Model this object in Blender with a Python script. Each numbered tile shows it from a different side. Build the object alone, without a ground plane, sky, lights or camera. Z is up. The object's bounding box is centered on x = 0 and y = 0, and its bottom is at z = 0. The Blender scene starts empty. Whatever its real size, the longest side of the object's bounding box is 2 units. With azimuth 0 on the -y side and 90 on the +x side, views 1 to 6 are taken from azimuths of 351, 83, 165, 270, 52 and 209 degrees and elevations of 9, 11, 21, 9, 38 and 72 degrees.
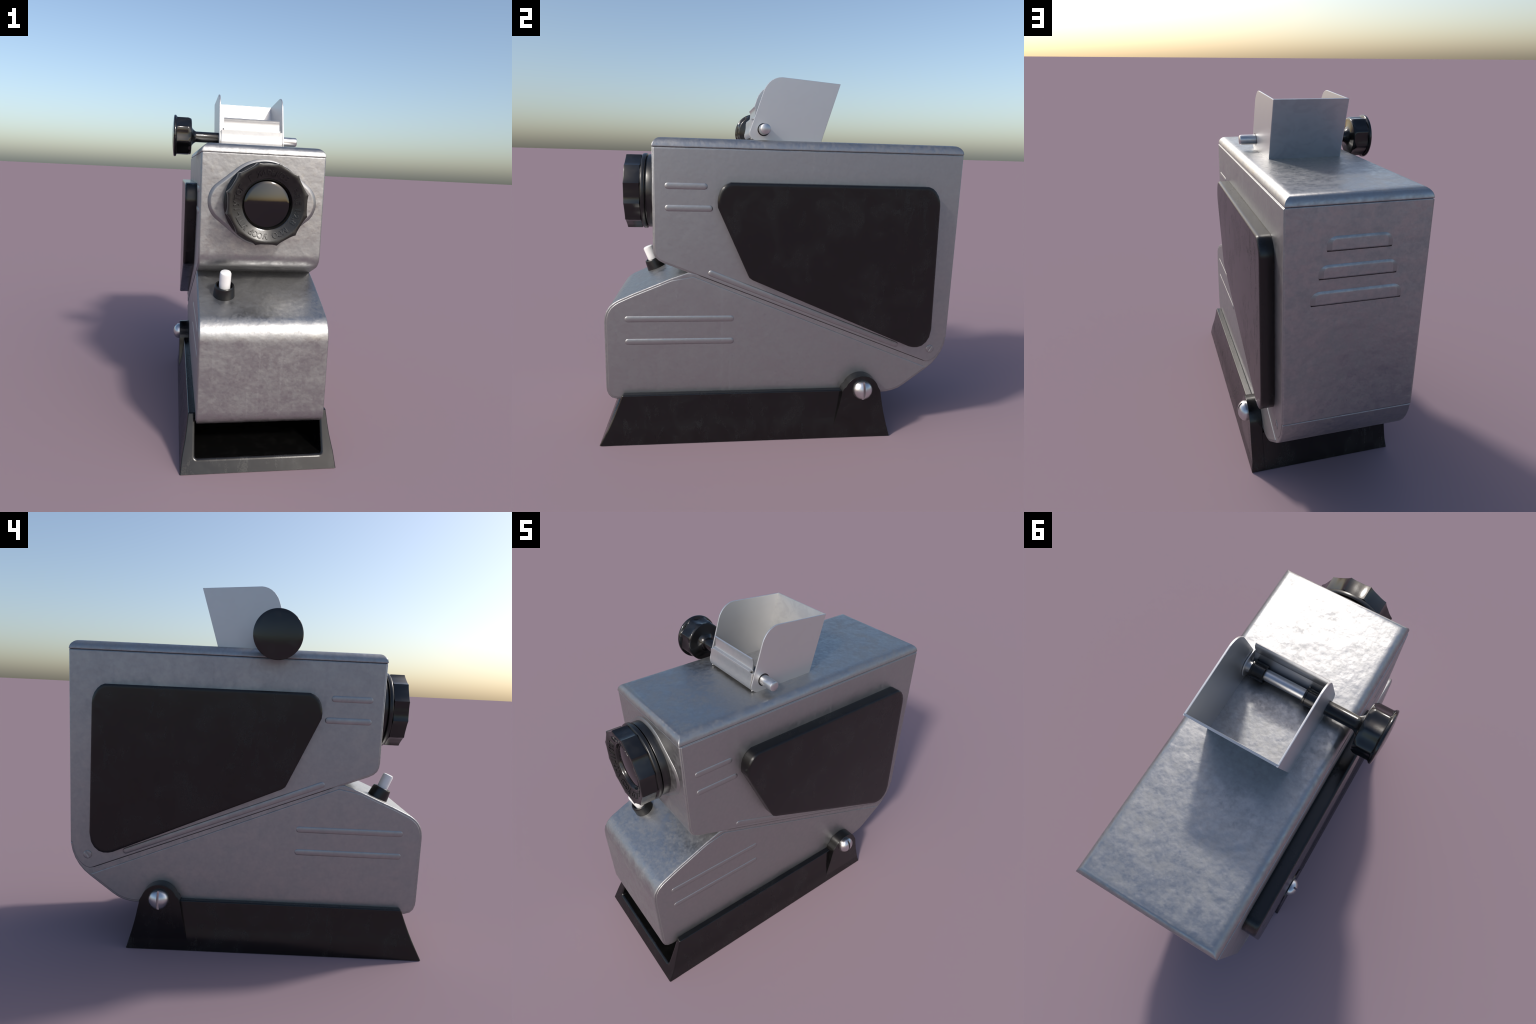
import bpy, bmesh, math
from math import sin, cos, pi, radians, atan2, sqrt
from mathutils import Vector, Matrix

X0 = 0.0175          # symmetry plane of the housing
HALF = 0.3305        # half width of the sheet metal housing
scene = bpy.context.scene


# ------------------------------------------------------------------ materials
class Nodes:
    def __init__(self, name):
        self.mat = bpy.data.materials.new(name)
        self.mat.use_nodes = True
        self.t = self.mat.node_tree
        self.t.nodes.clear()
        self.out = self.t.nodes.new("ShaderNodeOutputMaterial")
        self.bsdf = self.t.nodes.new("ShaderNodeBsdfPrincipled")
        self.link(self.bsdf.outputs[0], self.out.inputs[0])
        self.co = self.t.nodes.new("ShaderNodeTexCoord").outputs["Object"]

    def link(self, a, b):
        self.t.links.new(a, b)

    def put(self, socket, v):
        if hasattr(v, "is_output"):
            self.link(v, socket)
        else:
            socket.default_value = v

    def mapping(self, scale=(1, 1, 1), loc=(0, 0, 0), rot=(0, 0, 0)):
        n = self.t.nodes.new("ShaderNodeMapping")
        n.inputs["Scale"].default_value = scale
        n.inputs["Location"].default_value = loc
        n.inputs["Rotation"].default_value = rot
        self.link(self.co, n.inputs["Vector"])
        return n.outputs[0]

    def noise(self, scale, detail=3, rough=0.5, dist=0.0, vec=None):
        n = self.t.nodes.new("ShaderNodeTexNoise")
        n.inputs["Scale"].default_value = scale
        n.inputs["Detail"].default_value = detail
        n.inputs["Roughness"].default_value = rough
        n.inputs["Distortion"].default_value = dist
        self.link(vec or self.co, n.inputs["Vector"])
        return n.outputs["Fac"]

    def voronoi(self, scale, feature="SMOOTH_F1", vec=None):
        n = self.t.nodes.new("ShaderNodeTexVoronoi")
        n.feature = feature
        n.inputs["Scale"].default_value = scale
        self.link(vec or self.co, n.inputs["Vector"])
        return n.outputs["Distance"]

    def ramp(self, fac, stops, interp="LINEAR"):
        n = self.t.nodes.new("ShaderNodeValToRGB")
        n.color_ramp.interpolation = interp
        els = n.color_ramp.elements
        while len(els) < len(stops):
            els.new(0.5)
        for e, (p, c) in zip(els, stops):
            e.position = p
            e.color = (c, c, c, 1) if isinstance(c, (int, float)) else (*c, 1)
        self.link(fac, n.inputs["Fac"])
        return n.outputs["Color"]

    def math(self, op, a, b=0.0, clamp=False):
        n = self.t.nodes.new("ShaderNodeMath")
        n.operation = op
        n.use_clamp = clamp
        self.put(n.inputs[0], a)
        self.put(n.inputs[1], b)
        return n.outputs[0]

    def range(self, v, a, b, c, d):
        n = self.t.nodes.new("ShaderNodeMapRange")
        for i, x in enumerate((v, a, b, c, d)):
            self.put(n.inputs[i], x)
        return n.outputs[0]

    def mix(self, fac, a, b):
        n = self.t.nodes.new("ShaderNodeMix")
        n.data_type = "RGBA"
        self.put(n.inputs["Factor"], fac)
        for s, v in ((n.inputs[6], a), (n.inputs[7], b)):
            self.put(s, (*v, 1) if isinstance(v, tuple) and len(v) == 3 else v)
        return n.outputs[2]

    def soft_edge(self, radius):
        n = self.t.nodes.new("ShaderNodeBevel")
        n.samples = 6
        n.inputs["Radius"].default_value = radius
        return n.outputs[0]

    def bump(self, height, strength, distance, normal=None):
        n = self.t.nodes.new("ShaderNodeBump")
        n.inputs["Strength"].default_value = strength
        n.inputs["Distance"].default_value = distance
        self.link(height, n.inputs["Height"])
        if normal:
            self.link(normal, n.inputs["Normal"])
        return n.outputs[0]

    def set(self, **kw):
        for k, v in kw.items():
            self.put(self.bsdf.inputs[k.replace("_", " ")], v)
        return self.mat


def housing_metal(name="dull_cast_aluminium", dents=1.0, tint=0.362):
    m = Nodes(name)
    blotch = m.noise(13, 4, 0.62, 0.4)
    fine = m.noise(46, 4, 0.62, 0.3)
    cloud = m.noise(3.2, 3, 0.5)
    scratch = m.noise(1.0, 2, 0.5, 0.0, m.mapping((42, 42, 0.8)))
    tone = m.math("ADD", m.math("MULTIPLY", blotch, 0.35),
                  m.math("ADD", m.math("MULTIPLY", fine, 0.45), m.math("MULTIPLY", cloud, 0.20)))
    col = m.ramp(tone, [(0.38, (tint - 0.035 * dents,) * 3), (0.5, (tint, tint, tint + 0.002)), (0.62, (tint + 0.04 * dents,) * 3)])
    mark = m.range(scratch, 0.64, 0.72, 0.0, 1.0)
    rough = m.math("ADD", m.range(tone, 0.38, 0.62, 0.46 + 0.11 * dents, 0.46 - 0.15 * dents), m.math("MULTIPLY", mark, 0.05))
    b1 = m.bump(m.noise(44, 2, 0.5), 0.24 * dents, 0.0030, m.soft_edge(0.004 + 0.005 * dents))
    b2 = m.bump(m.noise(19, 2, 0.5), 0.24 * dents, 0.006, b1)
    b3 = m.bump(m.noise(6.5, 2, 0.5, 0.4), 0.26 * dents ** 2, 0.016, b2)
    return m.set(Base_Color=col, Metallic=0.96, Roughness=rough, Normal=b3)


def hopper_metal(name="satin_sheet_aluminium", contrast=0.05):
    m = Nodes(name)
    stain = m.noise(9, 5, 0.65, 0.9, m.mapping((1.0, 1.0, 1.5)))
    v, d = 0.60 - 0.13 * contrast, 0.10 * contrast
    col = m.ramp(stain, [(0.40, (v - d, v - d, v - d * 0.8)), (0.5, (v, v + 0.002, v + 0.004)), (0.60, (v + d * 0.6,) * 3)])
    rough = m.range(stain, 0.35, 0.65, 0.42 + 0.06 * contrast, 0.42 - 0.08 * contrast)
    b = m.bump(m.noise(14, 2, 0.5), 0.10 * contrast, 0.004)
    return m.set(Base_Color=col, Metallic=0.88, Roughness=rough, Normal=b)


def bright_metal(name="polished_steel", rough=0.27, v=0.68):
    m = Nodes(name)
    n = m.noise(25, 3, 0.6)
    col = m.ramp(n, [(0.35, (v * 0.88,) * 3), (0.65, (v, v, v * 1.01))])
    return m.set(Base_Color=col, Metallic=1.0, Roughness=m.range(n, 0.3, 0.7, rough, rough + 0.08))


def black_paint(name="worn_black_enamel", soft=0.0):
    m = Nodes(name)
    patch = m.noise(5.0, 7, 0.70, 0.5)
    grain = m.noise(150, 3, 0.7)
    streak = m.noise(1.0, 6, 0.74, 0.6, m.mapping((15, 15, 5.0)))
    zone = m.noise(3.5, 3, 0.6)
    dust = m.math("MULTIPLY", m.range(patch, 0.49, 0.60, 0.0, 1.0), m.range(grain, 0.32, 0.62, 0.35, 1.0))
    wear = m.math("MULTIPLY", m.range(streak, 0.54, 0.60, 0.0, 1.0), m.math("MULTIPLY", m.range(zone, 0.45, 0.58, 0.0, 1.0), m.range(grain, 0.42, 0.55, 0.2, 1.0)))
    col = m.mix(dust, (0.0030, 0.0027, 0.0029), (0.0062, 0.0066, 0.0067))
    rough = m.math("ADD", m.math("ADD", 0.20, m.math("MULTIPLY", dust, 0.08)), m.math("MULTIPLY", wear, 0.20))
    b = m.bump(grain, 0.05, 0.002, m.soft_edge(soft) if soft else None)
    return m.set(Base_Color=col, Roughness=rough, Normal=b, IOR=1.5)


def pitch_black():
    m = Nodes("shadow_blackened_floor")
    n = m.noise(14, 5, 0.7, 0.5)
    col = m.ramp(n, [(0.5, (0.0015, 0.0015, 0.0015)), (0.7, (0.004, 0.004, 0.0038))])  # near-black holds the deep shade beneath the body
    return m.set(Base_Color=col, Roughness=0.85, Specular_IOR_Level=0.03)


def bakelite(name="glossy_black_bakelite", rough=0.15):
    m = Nodes(name)
    patch = m.noise(12, 5, 0.65, 0.4)
    grain = m.noise(120, 3, 0.6)
    dust = m.range(patch, 0.5, 0.7, 0.0, 1.0)
    col = m.mix(dust, (0.004, 0.004, 0.0043), (0.010, 0.0097, 0.0093))
    r = m.math("ADD", rough, m.math("MULTIPLY", dust, 0.11))
    b = m.bump(grain, 0.05, 0.002)
    return m.set(Base_Color=col, Roughness=r, Normal=b, IOR=1.55)


def dull_bakelite():
    m = Nodes("matt_black_lens_face")
    patch = m.noise(18, 5, 0.65, 0.4)
    col = m.mix(m.range(patch, 0.4, 0.65, 0.0, 1.0), (0.005, 0.0046, 0.0043), (0.0105, 0.0098, 0.009))
    b = m.bump(m.noise(150, 3, 0.6), 0.1, 0.002)
    return m.set(Base_Color=col, Roughness=m.range(patch, 0.35, 0.65, 0.28, 0.40), Normal=b, IOR=1.5)


def lens_glass_mat():
    m = Nodes("coated_lens_glass")
    n = m.noise(6, 2, 0.5)
    col = m.ramp(n, [(0.3, (0.060, 0.060, 0.060)), (0.7, (0.067, 0.066, 0.065))])
    return m.set(Base_Color=col, Metallic=1.0, Roughness=0.07)


def white_plastic():
    m = Nodes("white_plastic")
    n = m.noise(30, 3, 0.6)
    col = m.ramp(n, [(0.3, (0.76, 0.75, 0.74)), (0.7, (0.82, 0.815, 0.81))])
    return m.set(Base_Color=col, Roughness=0.35)


METAL = housing_metal()
PLAIN = housing_metal("plain_aluminium_sheet", 0.50)
SHADE_TINT = housing_metal("shade_darkened_aluminium", 0.3, 0.29)
SHEET = hopper_metal()
STAINED = hopper_metal("stained_sheet_aluminium", 0.4)
STEEL = bright_metal()
PIN = bright_metal("brushed_rod_steel", 0.32, 0.62)
BLACK = black_paint()
PADBLACK = black_paint("black_panel_enamel", 0.022)
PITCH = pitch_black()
BAKE = bakelite()
BARRELBLACK = bakelite("satin_black_barrel", 0.30)
LENSBLACK = bakelite("black_lens_barrel", 0.17)
FACE = dull_bakelite()
LETTER = bakelite("black_lettering", 0.3)
GLASS = lens_glass_mat()
WHITE = white_plastic()


# ------------------------------------------------------------------ helpers
def add(name, bm_or_mesh, mat, parent, smooth=35, weighted=True):
    if isinstance(bm_or_mesh, bmesh.types.BMesh):
        bmesh.ops.recalc_face_normals(bm_or_mesh, faces=bm_or_mesh.faces)
        me = bpy.data.meshes.new(name)
        bm_or_mesh.to_mesh(me)
        bm_or_mesh.free()
    else:
        me = bm_or_mesh
    if mat and not me.materials:
        me.materials.append(mat)
    me.polygons.foreach_set("use_smooth", [True] * len(me.polygons))
    if smooth:
        me.set_sharp_from_angle(angle=radians(smooth))
    ob = bpy.data.objects.new(name, me)
    scene.collection.objects.link(ob)
    ob.parent = parent
    if weighted:
        w = ob.modifiers.new("even shading", "WEIGHTED_NORMAL")
        w.keep_sharp = True
        w.weight = 80
    return ob


def link_copy(ob, name, matrix):
    c = ob.copy()
    c.name = name
    c.matrix_basis = matrix
    scene.collection.objects.link(c)
    return c


def arc(cy, cz, r, a0, a1, n):
    return [(cy + r * cos(radians(a0 + (a1 - a0) * i / n)), cz + r * sin(radians(a0 + (a1 - a0) * i / n)))
            for i in range(n + 1)]


def round_poly(pts, radii, n=5):
    """polygon in a plane with each corner rounded by its own radius"""
    out = []
    k = len(pts)
    for i in range(k):
        p, a, b = Vector(pts[i]), Vector(pts[i - 1]), Vector(pts[(i + 1) % k])
        r = radii[i] if isinstance(radii, (list, tuple)) else radii
        if r <= 0:
            out.append(tuple(p))
            continue
        u, v = (a - p).normalized(), (b - p).normalized()
        ang = u.angle(v)
        d = r / math.tan(ang / 2)
        c = p + (u + v).normalized() * (r / sin(ang / 2))
        s, e = p + u * d - c, p + v * d - c
        t0, t1 = atan2(s.y, s.x), atan2(e.y, e.x)
        dt = (t1 - t0 + pi) % (2 * pi) - pi
        for j in range(n + 1):
            t = t0 + dt * j / n
            out.append((c.x + r * cos(t), c.y + r * sin(t)))
    return out


def prism_bm(outline, x0, x1, bevel=0.0, seg=2, ends=(True, True), bm=None):
    """(y, z) outline extruded from x0 to x1 with its rim edges rounded"""
    bm = bm or bmesh.new()
    ra = [bm.verts.new((x0, y, z)) for y, z in outline]
    rb = [bm.verts.new((x1, y, z)) for y, z in outline]
    n = len(ra)
    fa = bm.faces.new(ra)
    fb = bm.faces.new(rb[::-1])
    for i in range(n):
        bm.faces.new((ra[i], rb[i], rb[(i + 1) % n], ra[(i + 1) % n]))
    bmesh.ops.recalc_face_normals(bm, faces=bm.faces)
    if bevel:
        eds = []
        if ends[0]:
            eds += list(fa.edges)
        if ends[1]:
            eds += list(fb.edges)
        bmesh.ops.bevel(bm, geom=eds, offset=bevel, segments=seg, profile=0.5, affect="EDGES", clamp_overlap=True)
    return bm


def loft(rings, axis="y", centre=(0, 0, 0), n=96, close=False, bm=None, phase=0.0):
    """rings: (position along axis, radius or radius(theta)); positions run along the axis direction"""
    bm = bm or bmesh.new()
    cx, cy, cz = centre
    prev = first = None
    for t, r in rings:
        if not callable(r) and r == 0:
            ring = [bm.verts.new(place(axis, cx, cy, cz, t, 0, 0))]
        else:
            ring = []
            for i in range(n):
                a = 2 * pi * i / n + phase
                q = r(a) if callable(r) else r
                ring.append(bm.verts.new(place(axis, cx, cy, cz, t, q * cos(a), q * sin(a))))
        if prev:
            bridge(bm, prev, ring)
        prev = ring
        first = first or ring
    if close and len(first) == len(prev):
        bridge(bm, prev, first)
    return bm


def place(axis, cx, cy, cz, t, u, v):
    if axis == "y":
        return (cx + u, cy + t, cz + v)
    if axis == "x":
        return (cx + t, cy + u, cz + v)
    return (cx + u, cy + v, cz + t)


def bridge(bm, a, b, skip=()):
    n = max(len(a), len(b))
    for i in range(n):
        if i in skip:
            continue
        j = (i + 1) % n
        if len(a) == 1:
            bm.faces.new((a[0], b[i], b[j]))
        elif len(b) == 1:
            bm.faces.new((a[i], b[0], a[j]))
        else:
            bm.faces.new((a[i], b[i], b[j], a[j]))


def apply_modifiers(ob):
    dg = bpy.context.evaluated_depsgraph_get()
    me = bpy.data.meshes.new_from_object(ob.evaluated_get(dg))
    name = ob.data.name
    ob.modifiers.clear()
    ob.data = me
    me.name = name


def boolean(ob, cutters, op="DIFFERENCE"):
    for c in cutters:
        m = ob.modifiers.new("cut", "BOOLEAN")
        m.operation = op
        m.solver = "EXACT"
        m.object = c
    apply_modifiers(ob)
    for c in cutters:
        bpy.data.objects.remove(c, do_unlink=True)


def temp(bm):
    bmesh.ops.recalc_face_normals(bm, faces=bm.faces)
    me = bpy.data.meshes.new("helper")
    bm.to_mesh(me)
    bm.free()
    ob = bpy.data.objects.new("helper", me)
    scene.collection.objects.link(ob)
    return ob


def box(x0, x1, y0, y1, z0, z1):
    return prism_bm([(y0, z0), (y1, z0), (y1, z1), (y0, z1)], x0, x1)


def finish_mesh(ob, smooth=35):
    me = ob.data
    me.polygons.foreach_set("use_smooth", [True] * len(me.polygons))
    me.set_sharp_from_angle(angle=radians(smooth))
    w = ob.modifiers.new("even shading", "WEIGHTED_NORMAL")
    w.keep_sharp = True
    w.weight = 80


MIRROR = Matrix.Translation((2 * X0, 0, 0)) @ Matrix.Rotation(pi, 4, "Z")  # not used for handed parts


def side_x(s, d):
    return X0 + s * d


# ------------------------------------------------------------------ root
root = bpy.data.objects.new("slide_projector", None)
scene.collection.objects.link(root)
root["label"] = "vintage grey metal slide projector on tilting black base"
root["category"] = "slide projector"


# ------------------------------------------------------------------ base
def interp(table, z):
    for (z0, v0), (z1, v1) in zip(table, table[1:]):
        if z <= z1:
            return v0 + (v1 - v0) * (z - z0) / (z1 - z0)
    return table[-1][1]


FLARE = [(0, 0.410), (0.04, 0.4055), (0.073, 0.4018), (0.11, 0.3945), (0.15, 0.3865), (0.2, 0.3795), (0.275, 0.3715)]
WALL_TOP = 0.274


def front_y(z):
    return -0.987 + 0.122 * z / 0.275 + 0.006 * sin(pi * z / 0.275)


def rear_y(z):
    return 0.656 - 0.070 * z / 0.275 - 0.006 * sin(pi * z / 0.275)


INNER = 0.3335


def base_wall(bm, s):
    """flared side wall: its plan section, with rounded corners, lofted upwards"""
    levels = [(0.0, 0.0), (0.03, 0), (0.058, 0), (0.073, 0), (0.09, 0), (0.11, 0), (0.15, 0), (0.2, 0), (0.24, 0)]
    rr = 0.0055
    for k in range(5):
        a = k / 4 * pi / 2
        levels.append((WALL_TOP - rr + rr * sin(a), rr * (1 - cos(a))))
    prev = None
    for z, i in levels:
        h = interp(FLARE, z)
        f, r = front_y(z) + FRAME, rear_y(z)
        corner = [(INNER + i, f), (h - i, f), (h - i, r - i), (INNER + i, r - i)]
        sec = round_poly(corner, [0, 0, 0.004, 0.0006], 5)
        ring = [bm.verts.new((side_x(s, u), v, z)) for u, v in sec]
        if prev:
            bridge(bm, prev, ring, (0,))
        else:
            bm.faces.new(ring[::-1])
        prev = ring
    bm.faces.new(prev)


FRAME = 0.034


def base_frame(bm):
    """U shaped front rim: flared outside, softly rolled over towards the opening"""
    rr = 0.0055
    right = [(interp(FLARE, z), z) for z in (0, 0.03, 0.058, 0.073, 0.09, 0.11, 0.15, 0.2, 0.24)]
    for k in range(5):
        a = k / 4 * pi / 2
        z = WALL_TOP - rr + rr * sin(a)
        right.append((interp(FLARE, z) - rr * (1 - cos(a)), z))
    for k in range(4, -1, -1):
        a = k / 4 * pi / 2
        right.append((INNER + rr * (1 - cos(a)), WALL_TOP - rr + rr * sin(a)))
    right += [(INNER, 0.2), (INNER, 0.14), (INNER, 0.1)]
    c = 0.012
    right += [(INNER - c + c * cos(a), 0.0655 + c - c * sin(a)) for a in [radians(d) for d in range(0, 91, 15)]]
    n_out, n_arc = 9 + 5, 5
    lean = []                      # how each rim point draws back as the edge rolls over
    for k in range(len(right)):
        if k < n_out:
            lean.append((-0.006, -0.004 * max(0, (k - 10) / 3)))
        elif k < n_out + n_arc:
            lean.append((0.014, -0.004 * (1 - (k - n_out) / 4)))
        elif k < len(right) - 7:
            lean.append((0.014, 0))
        else:
            a = radians(15 * (k - (len(right) - 7)))
            lean.append((0.014 * cos(a), -0.014 * sin(a)))
    part = bmesh.new()
    prev = None
    for step in range(-1, 7):
        a = max(0, step) / 6 * pi / 2
        y = FRAME if step < 0 else 0.010 * (1 - sin(a))
        q = 1 - cos(a)
        half = [(x + dx * q, z + dz * q) for (x, z), (dx, dz) in zip(right, lean)]
        loop = half + [(-x, z) for x, z in half[::-1]]
        ring = [part.verts.new((X0 + x, y, z)) for x, z in loop]
        if prev:
            bridge(part, prev, ring)
        prev = ring
    m = len(right)
    legs = (prev[:m], prev[m:][::-1])
    for leg in legs:               # zip the outer side of each leg to its inner side
        out, inn = leg[:n_out], leg[n_out:][::-1]
        i = j = 0
        while i < len(out) - 1 or j < len(inn) - 1:
            if j == len(inn) - 1 or (i < len(out) - 1 and out[i + 1].co.z <= inn[j + 1].co.z):
                part.faces.new((out[i], out[i + 1], inn[j]))
                i += 1
            else:
                part.faces.new((out[i], inn[j + 1], inn[j]))
                j += 1
    part.faces.new((legs[0][0], legs[0][-1], legs[1][-1], legs[1][0]))
    for v in part.verts:
        v.co.y += front_y(v.co.z)
    me = bpy.data.meshes.new("frame")
    part.to_mesh(me)
    part.free()
    bm.from_mesh(me)
    bpy.data.meshes.remove(me)


def ear_outline():
    c, r = (0.478, 0.2715), 0.1
    pts = [(0.300, 0.02), (0.3215, 0.076), (0.350, 0.2), (0.358, 0.246), (0.3625, 0.272), (0.3665, 0.285), (0.3725, 0.2985)]
    pts += [(c[0] - r * cos(radians(a)), c[1] + r * sin(radians(a))) for a in range(22, 169, 10)]
    pts += [(rear_y(z) + 0.0015, z) for z in (0.28, 0.24, 0.2, 0.15, 0.1, 0.05, 0.02)]
    return pts


def build_base():
    bm = bmesh.new()
    for s in (-1, 1):
        base_wall(bm, s)
        part = prism_bm(ear_outline(), *sorted((side_x(s, 0.3345), side_x(s, 0.4035))), 0.0035, 2)
        me = bpy.data.meshes.new("ear")
        part.to_mesh(me)
        part.free()
        bm.from_mesh(me)
        bpy.data.meshes.remove(me)
    base_frame(bm)
    bmesh.ops.remove_doubles(bm, verts=bm.verts, dist=2e-5)
    back = [(rear_y(z), z) for z in (0, 0.05, 0.1, 0.15, 0.2, 0.214)] + [(0.57, 0.214), (0.60, 0)]
    for prof in (back,):
        prism_bm(prof, X0 - INNER, X0 + INNER, bm=bm)
    ob = add("base", bm, BLACK, root, 38)
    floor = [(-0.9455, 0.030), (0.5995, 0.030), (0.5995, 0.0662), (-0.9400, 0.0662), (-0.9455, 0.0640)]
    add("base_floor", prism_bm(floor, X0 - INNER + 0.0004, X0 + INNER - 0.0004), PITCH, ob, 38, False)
    return ob


base = build_base()


def slotted_screw(name, s, parent, mat):
    r, h = 0.0565, 0.047
    rings = [(-0.01, r * 0.9), (-0.01, r), (0.006, r)]
    for i in range(1, 9):
        a = i / 8 * pi / 2
        rings.append((0.006 + (h - 0.006) * sin(a), r * cos(a) if i < 8 else 0))
    bm = loft(rings, "x", (0, 0, 0), 40)
    bmesh.ops.contextual_create(bm, geom=[e for e in bm.edges if e.is_boundary])
    ob = temp(bm)
    slot = temp(box(h - 0.026, h + 0.1, -0.0062, 0.0062, -0.1, 0.1))
    boolean(ob, [slot])
    b = ob.modifiers.new("soft", "BEVEL")
    b.width, b.segments, b.limit_method, b.angle_limit = 0.002, 2, "ANGLE", radians(50)
    apply_modifiers(ob)
    ob.name = ob.data.name = name
    ob.data.materials.append(mat)
    ob.parent = parent
    finish_mesh(ob, 40)
    return ob


pivot = slotted_screw("pivot_screw", 1, base, STEEL)
pivot.matrix_basis = Matrix.Translation((side_x(1, 0.4035), 0.478, 0.2905))
link_copy(pivot, "pivot_screw.001", Matrix.Translation((side_x(-1, 0.4035), 0.478, 0.2905)) @ Matrix.Rotation(pi, 4, "Z"))

# ------------------------------------------------------------------ lower housing
front_arc = [(-0.882, 0.8030), (-0.905, 0.788), (-0.926, 0.769), (-0.943, 0.742), (-0.952, 0.712), (-0.955, 0.68)]
foot_arc = [(-0.9555, 0.315), (-0.953, 0.287), (-0.944, 0.263), (-0.927, 0.245), (-0.897, 0.2355)]
heel_arc = [(0.600, 0.2345), (0.645, 0.237), (0.685, 0.246), (0.720, 0.260), (0.752, 0.281),
            (0.880, 0.379), (0.912, 0.407), (0.940, 0.441), (0.962, 0.479), (0.977, 0.52), (0.9862, 0.5655), (0.9835, 0.5685)]
ledge = [(-0.505, 0.9585), (-0.60, 0.9245), (-0.70, 0.8825), (-0.80, 0.8410)]
lower_outline = ledge + front_arc + foot_arc + heel_arc + [(0.94, 0.568), (-0.44, 0.9445)]
lower = add("lower_housing", prism_bm(lower_outline, X0 - HALF, X0 + HALF, 0.007, 3), METAL, root)


def inset_poly(pts, d):
    """move every edge of a closed outline inwards by d (d may vary per edge)"""
    n = len(pts)
    area = sum(pts[i][0] * pts[(i + 1) % n][1] - pts[(i + 1) % n][0] * pts[i][1] for i in range(n))
    sgn = 1 if area > 0 else -1
    lines = []
    for i in range(n):
        p, q = Vector(pts[i]), Vector(pts[(i + 1) % n])
        t = (q - p).normalized()
        nrm = Vector((-t.y, t.x)) * sgn
        lines.append((p + nrm * (d[i] if isinstance(d, list) else d), t))
    out = []
    for i in range(n):
        p, t = lines[i - 1]
        q, u = lines[i]
        den = t.x * u.y - t.y * u.x
        if abs(den) < 1e-6:
            out.append(tuple(q))
        else:
            k = ((q.x - p.x) * u.y - (q.y - p.y) * u.x) / den
            out.append(tuple(p + t * k))
    return out


plate_outline = [(-0.497, 0.9440)] + ledge[1:] + front_arc + foot_arc + heel_arc[:6] + [(0.872, 0.3905)]
dists = [0.011] * len(plate_outline)
dists[-1] = 0.0          # the long sloping seam
dists[-2] = 0.002
plate = inset_poly(plate_outline, dists)
for s in (-1, 1):
    xs = sorted((side_x(s, HALF - 0.01), side_x(s, HALF + 0.0035)))
    add("side_plate", prism_bm(plate, *xs, 0.003, 3, (s < 0, s > 0)), PLAIN, lower)

# ------------------------------------------------------------------ upper housing
upper_outline = [(-0.690, 1.617), (-0.691, 1.090), (-0.688, 1.062), (-0.679, 1.040), (-0.661, 1.022), (-0.635, 1.008),
                 (0.858, 0.4225), (0.881, 0.4220), (0.904, 0.4290), (0.927, 0.4455), (0.947, 0.469), (0.962, 0.498),
                 (0.973, 0.533), (0.980, 0.568), (0.9868, 0.5705), (0.987, 1.617)]
upper = add("upper_housing", prism_bm(upper_outline, X0 - HALF, X0 + HALF, 0.006, 3), METAL, root)
cover_in = [0.0085] * 6 + [0.003] * (len(upper_outline) - 8) + [0.003, 0.004]
cover = inset_poly(upper_outline, cover_in)
for s in (-1, 1):
    xs = sorted((side_x(s, HALF - 0.01), side_x(s, HALF + 0.0035)))
    add("side_plate.001", prism_bm(cover, *xs, 0.003, 3, (s < 0, s > 0)), PLAIN, upper)


def lid_bm():
    bm = bmesh.new()
    y0, y1 = -0.6912, 0.9874
    w = HALF + 0.0004
    prev = None
    prof = [(0.0025, 1.6178), (0.0, 1.6205), (0.0013, 1.6290), (0.0045, 1.6390), (0.0100, 1.6478), (0.0175, 1.6555),
            (0.0260, 1.6615), (0.0340, 1.6646), (0.0415, 1.6658), (0.0440, 1.6655), (0.0480, 1.6665)]
    for ins, z in prof:
        ring = [bm.verts.new(p) for p in ((X0 - w + ins, y0 + ins, z), (X0 + w - ins, y0 + ins, z),
                                          (X0 + w - ins, y1 - ins, z), (X0 - w + ins, y1 - ins, z))]
        if prev:
            bridge(bm, prev, ring)
        else:
            bm.faces.new(ring[::-1])
        prev = ring
    bm.faces.new(prev)
    return bm


lid = add("lid", lid_bm(), METAL, root, 42)


# pressed ribs -----------------------------------------------------------
def rib_bm(p, q, r, h):
    """long pressed bead between two (y, z) points, lying on the plane x = 0, rising h"""
    bm = bmesh.new()
    p, q = Vector(p), Vector(q)
    t = (q - p).normalized()
    nrm = Vector((-t.y, t.x))
    outline = []
    m = 10
    for i in range(m + 1):
        a = -pi / 2 + pi * i / m
        outline.append((q - t * r, t * cos(a) + nrm * sin(a)))
    for i in range(m + 1):
        a = pi / 2 + pi * i / m
        outline.append((p + t * r, t * cos(a) + nrm * sin(a)))
    prev = None
    for k in range(7):
        a = k / 6 * pi / 2
        rr = r * cos(a) if k < 6 else r * 0.05
        ring = [bm.verts.new((h * sin(a), *(c + d * rr))) for c, d in outline]
        if prev:
            bridge(bm, prev, ring)
        prev = ring
    bm.faces.new(prev)
    return bm


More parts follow.
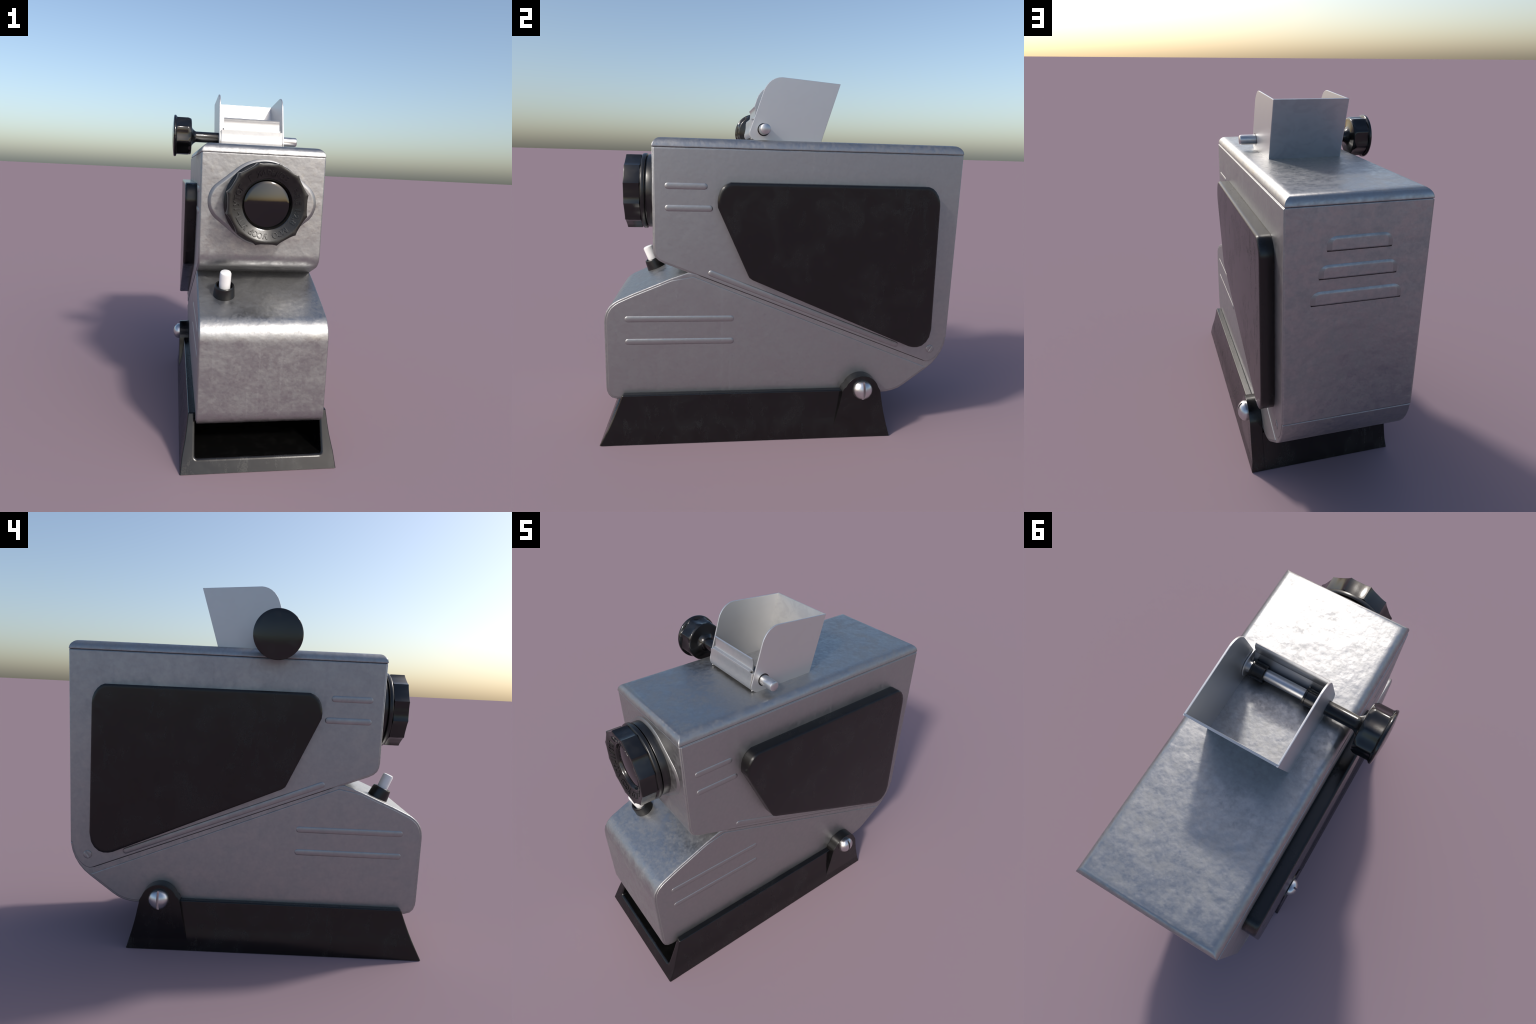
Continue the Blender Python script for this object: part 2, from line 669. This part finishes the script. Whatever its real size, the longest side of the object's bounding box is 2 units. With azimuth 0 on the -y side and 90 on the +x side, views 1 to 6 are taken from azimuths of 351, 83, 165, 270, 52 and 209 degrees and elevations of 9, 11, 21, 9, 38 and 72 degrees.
ribs = [((-0.626, 1.4205), (-0.404, 1.4205), upper), ((-0.626, 1.305), (-0.3755, 1.305), upper),
        ((-0.398, 0.961), (0.695, 0.5275), upper),
        ((-0.847, 0.700), (-0.257, 0.700), lower), ((-0.847, 0.571), (-0.256, 0.571), lower)]
for p, q, parent in ribs:
    for s in (-1, 1):
        bm = rib_bm(p, q, 0.0170, 0.0045)
        bmesh.ops.scale(bm, vec=(s, 1, 1), verts=bm.verts)
        bmesh.ops.translate(bm, vec=(side_x(s, HALF + 0.003), 0, 0), verts=bm.verts)
        add("pressed_rib", bm, PLAIN, parent, 60, False)

# small flush screws on the upper housing
for s in (-1, 1):
    c = (side_x(s, HALF + 0.003), 0.891, 0.503)
    ob = temp(loft([(-0.004, 0.0235), (0.0022, 0.0235), (0.0035, 0.0215), (0.0035, 0)], "x", (0, 0, 0), 32))
    bmv = bmesh.new()
    bmv.from_mesh(ob.data)
    bmesh.ops.contextual_create(bmv, geom=[e for e in bmv.edges if e.is_boundary])
    bmesh.ops.recalc_face_normals(bmv, faces=bmv.faces)
    bmv.to_mesh(ob.data)
    bmv.free()
    cut = box(0.0016, 0.1, -0.0030, 0.0030, -0.05, 0.05)
    bmesh.ops.rotate(cut, cent=(0, 0, 0), matrix=Matrix.Rotation(radians(-28 if s > 0 else 28 + 0), 3, "X"), verts=cut.verts)
    boolean(ob, [temp(cut)])
    ob.matrix_basis = Matrix.Translation(c) @ (Matrix.Identity(4) if s > 0 else Matrix.Rotation(pi, 4, "Z"))
    ob.name = ob.data.name = "flush_screw"
    ob.data.materials.append(METAL)
    ob.parent = upper
    finish_mesh(ob, 40)


# louvres on the rear wall ----------------------------------------------
def louvre_bm(xa, xb, z0, z1, depth):
    bm = bmesh.new()
    y = 0.985
    r = (z1 - z0) * 0.72

    def outline(ins, dz):
        a, b = xa + ins, xb - ins
        top = z1 - dz
        rr = max(0.006, r - ins * 0.95)
        pts = [(b, z0)]
        for i in range(7):
            t = i / 6 * pi / 2
            pts.append((b - rr + rr * cos(t), top - rr + rr * sin(t)))
        for i in range(7):
            t = pi / 2 + i / 6 * pi / 2
            pts.append((a + rr + rr * cos(t), top - rr + rr * sin(t)))
        pts.append((a, z0))
        return pts
    prev = None
    for ins, dz, d in ((0, 0, -0.001), (0, 0, 0.0005), (0.003, 0.002, 0.002), (0.026, 0.0120, depth * 0.97), (0.030, 0.016, depth)):
        ring = [bm.verts.new((x, y + d, z)) for x, z in outline(ins, dz)]
        if prev:
            bridge(bm, prev, ring)
        prev = ring
    bm.faces.new(prev)
    return bm


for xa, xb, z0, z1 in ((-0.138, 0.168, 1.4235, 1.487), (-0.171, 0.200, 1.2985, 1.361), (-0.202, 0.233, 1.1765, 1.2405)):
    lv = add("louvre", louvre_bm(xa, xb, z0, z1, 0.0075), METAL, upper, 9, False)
    lv.data.materials.append(SHADE_TINT)  # end slopes tinted darker for the dim surroundings they reflect
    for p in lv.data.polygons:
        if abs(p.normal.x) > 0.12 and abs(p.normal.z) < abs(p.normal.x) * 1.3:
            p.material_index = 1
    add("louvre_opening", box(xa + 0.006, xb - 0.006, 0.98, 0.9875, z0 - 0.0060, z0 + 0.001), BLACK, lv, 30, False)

# ------------------------------------------------------------------ black side panels
panel_pts = [(-0.374, 1.446), (-0.365, 1.346), (-0.176, 0.9365), (0.8640, 0.495), (0.849, 1.446)]
panel = [(-0.285, 1.4465), (-0.309, 1.436), (-0.328, 1.420), (-0.342, 1.397), (-0.350, 1.370), (-0.353, 1.342), (-0.351, 1.316),
         (-0.190, 0.962), (-0.181, 0.944), (-0.163, 0.931), (0.735, 0.5435), (0.759, 0.538), (0.785, 0.5375),
         (0.812, 0.546), (0.836, 0.567), (0.853, 0.597), (0.861, 0.645),
         (0.8475, 1.345), (0.844, 1.372), (0.834, 1.398), (0.818, 1.421), (0.800, 1.4365), (0.779, 1.4445)]
for s in (-1, 1):
    xs = sorted((side_x(s, HALF), side_x(s, 0.4025)))
    add("side_panel", prism_bm(panel, *xs, 0.0090, 4, (s < 0, s > 0)), PADBLACK, root, 40)


# ------------------------------------------------------------------ lens
LC = (0.0160, 0.0, 1.3675)


def hull_flange(R, r, dx):
    """eye shaped outline: a large circle joined by tangents to a small one at either side"""
    phi = math.asin((R - r) / dx)
    pts = []
    for cx, rad, a0, a1 in ((0, R, pi / 2 + phi, pi / 2 - phi), (dx, r, pi / 2 - phi, -(pi / 2 - phi)),
                            (0, R, -(pi / 2 - phi), -(pi / 2 + phi)), (-dx, r, -(pi / 2 + phi), -(3 * pi / 2 - phi))):
        k = 16
        for i in range(k):
            a = a0 + (a1 - a0) * i / k
            pts.append((cx + rad * cos(a), rad * sin(a)))
    return pts


def flange_bm():
    bm = bmesh.new()
    prev = None
    for d, y in ((0.0, -0.688), (0.0, -0.6910), (0.002, -0.6925), (0.0140, -0.6985), (0.0165, -0.6993), (0.0190, -0.6993)):
        ring = [bm.verts.new((LC[0] + x, y, LC[2] + z)) for x, z in hull_flange(0.227 - d, 0.120 - d, 0.1715)]
        if prev:
            bridge(bm, prev, ring)
        prev = ring
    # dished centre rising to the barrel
    n = len(prev)
    for k in range(1, 7):
        t = k / 6
        ring = []
        for v in prev if k == 1 else first:
            a = atan2(v.co.z - LC[2], v.co.x - LC[0])
            d0 = sqrt((v.co.x - LC[0]) ** 2 + (v.co.z - LC[2]) ** 2)
            r = d0 + (0.2005 - d0) * t
            ring.append(bm.verts.new((LC[0] + r * cos(a), -0.6993 + 0.0015 * t, LC[2] + r * sin(a))))
        if k == 1:
            first = prev
        bridge(bm, prev, ring)
        prev = ring
    return bm


flange = add("lens_flange", flange_bm(), METAL, root, 24, False)
flange.data.materials.append(SHADE_TINT)  # rim slope coloured darker to carry its dull horizon reflection
for p in flange.data.polygons:
    if -0.6990 < p.center.y and p.normal.y > -0.97:
        p.material_index = 1

barrel = add("lens_barrel", loft([(-0.688, 0.2085), (-0.736, 0.2085), (-0.7385, 0.2065), (-0.7400, 0.196), (-0.7445, 0.196), (-0.7455, 0.2100),
                                  (-0.7475, 0.2135), (-0.750, 0.2145), (-0.764, 0.2145), (-0.767, 0.2130), (-0.7715, 0.2060),
                                  (-0.7735, 0.2010), (-0.7745, 0.19), (-0.7745, 0.10)], "y", LC, 96), BARRELBLACK, root, 40, False)


def scallop(scale, R=0.2130, dip=0.0120, k=12, power=1.35):
    def f(a):
        step = 2 * pi / k
        u = abs(((a - radians(15) + step / 2) % step) - step / 2) / (step / 2)   # 0 at ridge, 1 at hollow
        return scale * (R - dip * (1 - (1 - u) ** (2 * power)))
    return f


ring = add("focus_ring", loft([(-0.7725, 0.18), (-0.7725, scallop(0.985)), (-0.774, scallop(1.0)), (-0.854, scallop(1.0)),
                               (-0.8575, scallop(0.994)), (-0.8590, scallop(0.978)), (-0.8585, 0.1860), (-0.8570, 0.1825),
                               (-0.8395, 0.1335), (-0.8375, 0.1290), (-0.8335, 0.1265), (-0.826, 0.1250), (-0.822, 0.1225),
                               (-0.822, 0.10)], "y", LC, 240), LENSBLACK, barrel, 30, False)
ring.data.materials.append(FACE)
for p in ring.data.polygons:
    r = sqrt((p.center.x - LC[0]) ** 2 + (p.center.z - LC[2]) ** 2)
    if p.center.y < -0.838 and 0.133 < r < 0.206 and abs(p.normal.y) > 0.6:
        p.material_index = 1

gl = [(-0.822, 0.1225)]
for i in range(1, 13):
    t = 1 - i / 12
    gl.append((-0.8275 - 0.011 * (1 - t * t), 0.1215 * t))
add("lens_glass", loft(gl, "y", LC, 96), GLASS, barrel, 50, False)


# lettering on the front ring: each letter is real text laid on the circle
def ring_text(chunks, radius, size):
    parts = []
    for text, a0, a1 in chunks:
        for i, ch in enumerate(text):
            if ch == " ":
                continue
            ang = a0 + (a1 - a0) * i / (len(text) - 1)
            cu = bpy.data.curves.new("letter", "FONT")
            cu.body = ch
            cu.size = size
            cu.align_x = "CENTER"
            cu.align_y = "CENTER"
            cu.extrude = 0.0032
            cu.bevel_depth = 0.0006
            cu.bevel_resolution = 1
            cu.offset = 0.0005
            cu.resolution_u = 3
            ob = bpy.data.objects.new("letter", cu)
            scene.collection.objects.link(ob)
            a = radians(90 - ang)
            tilt = Matrix.Rotation(atan2(0.0175, 0.049), 4, "X")
            ob.matrix_world = (Matrix.Translation((LC[0] + radius * cos(a), -0.8478, LC[2] + radius * sin(a)))
                               @ Matrix.Rotation(radians(ang), 4, "Y") @ Matrix.Rotation(pi / 2, 4, "X") @ tilt)
            parts.append(ob)
    bpy.context.view_layer.update()
    dg = bpy.context.evaluated_depsgraph_get()
    bm = bmesh.new()
    for ob in parts:
        me = bpy.data.meshes.new_from_object(ob.evaluated_get(dg))
        me.transform(ob.matrix_world)
        bm.from_mesh(me)
        bpy.data.meshes.remove(me)
        cu = ob.data
        bpy.data.objects.remove(ob, do_unlink=True)
        bpy.data.curves.remove(cu)
    me = bpy.data.meshes.new("lettering")
    bm.to_mesh(me)
    bm.free()
    return me


letters = ring_text([("Г ХАРЬКОВ", -35, 34), ("F-3,5 1:2,8", 60, 123), ("МСО УССР", 145.5, 210.5),
                     ("УПП-1", 225, 260), ("УТОГ", 270, 301)], 0.1565, 0.040)
add("lettering", letters, LETTER, ring, 40, False)

# ------------------------------------------------------------------ switch
sw_dir = Vector((0, -0.377, 0.926)).normalized()
rot = Vector((0, 0, 1)).rotation_difference(sw_dir).to_matrix().to_4x4()
SW = Matrix.Translation((-0.1750, -0.7205, 0.8665)) @ rot
collar = loft([(-0.004, 0.0585), (0.004, 0.0585), (0.060, 0.0525), (0.067, 0.0505), (0.070, 0.0465), (0.069, 0.042),
               (0.050, 0.040), (0.050, 0.0)], "z", (0, 0, 0), 48)
collar.transform(SW)
collar_ob = add("switch_collar", collar, BARRELBLACK, root, 40, False)
lever = loft([(0.02, 0.030), (0.142, 0.0305), (0.149, 0.0275), (0.152, 0.021), (0.1525, 0)], "z", (0, 0, 0), 24)
lever.transform(SW)
add("switch_lever", lever, WHITE, collar_ob, 35, False)

# ------------------------------------------------------------------ slide hopper on top
HX, HW, TH = 0.0185, 0.2020, 0.0095
plate_pts = [(0.310, 1.977), (0.2155, 1.664), (-0.146, 1.664), (-0.160, 1.671), (-0.172, 1.680), (-0.1785, 1.692), (-0.1800, 1.704),
             (-0.1785, 1.716), (-0.1085, 1.925), (-0.101, 1.943), (-0.090, 1.959), (-0.078, 1.973), (-0.062, 1.985), (-0.045, 1.9935),
             (-0.027, 1.9985), (-0.009, 2.0000)]
hopper = bpy.data.objects.new("slide_hopper", None)
scene.collection.objects.link(hopper)
hopper.parent = root
for s in (-1, 1):
    xs = sorted((HX + s * HW, HX + s * (HW - TH)))
    add("hopper_side", prism_bm(plate_pts, *xs, 0.0028, 2), SHEET, hopper, 40)
# rear wall
t = Vector((0.310 - 0.2155, 1.977 - 1.664)).normalized()
nrm = Vector((t.y, -t.x)) * -TH
rear = [(0.310, 1.9765), (0.2155, 1.664), (0.2155 + nrm.x, 1.664 + nrm.y), (0.310 + nrm.x, 1.9765 + nrm.y - 0.0)]
rear = [(y - 0.0006, z) for y, z in rear]
add("hopper_rear", prism_bm(rear, HX - HW + 0.002, HX + HW - 0.002, 0.0025, 2), STAINED, hopper, 40)


def strip(path, th, x0, x1, bevel=0.0018):
    """folded sheet: a (y, z) path given thickness th towards its left side"""
    n = len(path)
    P = [Vector(p) for p in path]
    off = []
    for i in range(n):
        a = (P[i] - P[i - 1]).normalized() if i else (P[1] - P[0]).normalized()
        b = (P[i + 1] - P[i]).normalized() if i < n - 1 else a
        na, nb = Vector((-a.y, a.x)), Vector((-b.y, b.x))
        m = (na + nb).normalized()
        off.append(tuple(P[i] + m * (th / max(0.3, m.dot(na)))))
    return prism_bm(list(path) + off[::-1], x0, x1, bevel, 2)


# front panel: narrow upright plate with a foot curl, a step and a curled flap above it
lower_face = [(-0.1730, 1.6800), (-0.1800, 1.6865), (-0.1830, 1.6960), (-0.1830, 1.708), (-0.1785, 1.724), (-0.1760, 1.738),
              (-0.1750, 1.752), (-0.1745, 1.7735)]
front = add("hopper_front", strip(lower_face[::-1], 0.008, HX - 0.1905, HX + 0.1905), STAINED, hopper, 40)
flap = [(-0.1740, 1.7680), (-0.1738, 1.7790), (-0.1715, 1.7825), (-0.1640, 1.7835), (-0.1560, 1.7845), (-0.1530, 1.789),
        (-0.1515, 1.800), (-0.1500, 1.818), (-0.1500, 1.829), (-0.1520, 1.837), (-0.1570, 1.8435)]
add("hopper_flap", strip(flap[::-1], 0.007, HX - 0.1745, HX + 0.1735, 0.0015), STAINED, hopper, 40)
# inner chute plate that hides the foot of the front panel behind the roller
chute = [(-0.1530, 1.785), (-0.1480, 1.760), (-0.1340, 1.722), (-0.1270, 1.700), (-0.1260, 1.6672)]
add("hopper_chute", strip(chute[::-1], 0.005, HX - 0.182, HX + 0.182, 0.001), SHEET, hopper, 40)
# cheek brackets folded back from the front panel, carrying the roller shaft
for s in (-1, 1):
    xs = sorted((HX + s * (HW - TH - 0.0015), HX + s * (HW - TH - 0.008)))
    pts = [(-0.172, 1.672), (-0.172, 1.772), (-0.150, 1.774)] + [(-0.105 + 0.052 * cos(a), 1.725 + 0.052 * sin(a))
                                                              for a in [radians(d) for d in range(75, -91, -15)]]
    add("bracket", prism_bm(pts, *xs, 0.0015, 1), SHEET, hopper, 40)

# ------------------------------------------------------------------ roller shaft and knob
RC = (0, -0.1035, 1.7245)
shaft = add("roller_shaft", loft([(-0.30, 0.0), (-0.30, 0.026), (0.300, 0.026), (0.300, 0.0)], "x", RC, 40), PIN, root, 40, False)
add("shaft_pin", loft([(0.190, 0.0), (0.190, 0.0285), (0.306, 0.0285), (0.3125, 0.0265), (0.316, 0.0215), (0.3168, 0)], "x", RC, 32),
    PIN, shaft, 35, False)
disc_x = HX + HW  # thin black disc, seen as a dark ring around the pin
add("pin_dark_ring", loft([(disc_x - 0.004, 0.0345), (disc_x + 0.0008, 0.0345), (disc_x + 0.0012, 0.0335), (disc_x + 0.0012, 0.0)], "x", RC, 32),
    BAKE, shaft, 35, False)
for x0, x1 in ((0.115, 0.182), (-0.160, -0.077)):
    add("rubber_roller", loft([(x0, 0.0), (x0, 0.035), (x0 + 0.004, 0.040), (x1 - 0.012, 0.040), (x1 - 0.010, 0.0425), (x1 - 0.002, 0.0425),
                               (x1, 0.039), (x1, 0.0)], "x", RC, 32), BAKE, shaft, 35, False)
KC = (0, -0.1000, 1.7255)


def facet(scale=1.0, R=0.1170, dip=0.0105, k=8):
    def f(a):
        step = 2 * pi / k
        u = abs(((a - radians(20) + step / 2) % step) - step / 2) / (step / 2)
        return scale * (R - dip * sin(u * pi / 2) ** 1.3)
    return f


knob = add("knob", loft([(-0.185, 0), (-0.185, 0.0325), (-0.322, 0.0325), (-0.3285, 0.0355), (-0.338, 0.043), (-0.3455, 0.0525),
                         (-0.349, 0.060), (-0.3505, 0.100), (-0.3525, 0.1065), (-0.3560, 0.1095), (-0.368, facet(0.995)), (-0.376, facet(1.0)), (-0.436, facet(1.0)),
                         (-0.440, facet(1.02)), (-0.4425, 0.1215), (-0.445, 0.1245), (-0.4525, 0.1255), (-0.4560, 0.1240), (-0.4580, 0.119),
                         (-0.4605, 0.102), (-0.4640, 0.075), (-0.4665, 0.040), (-0.4675, 0)], "x", KC, 192), BAKE, shaft, 45, False)
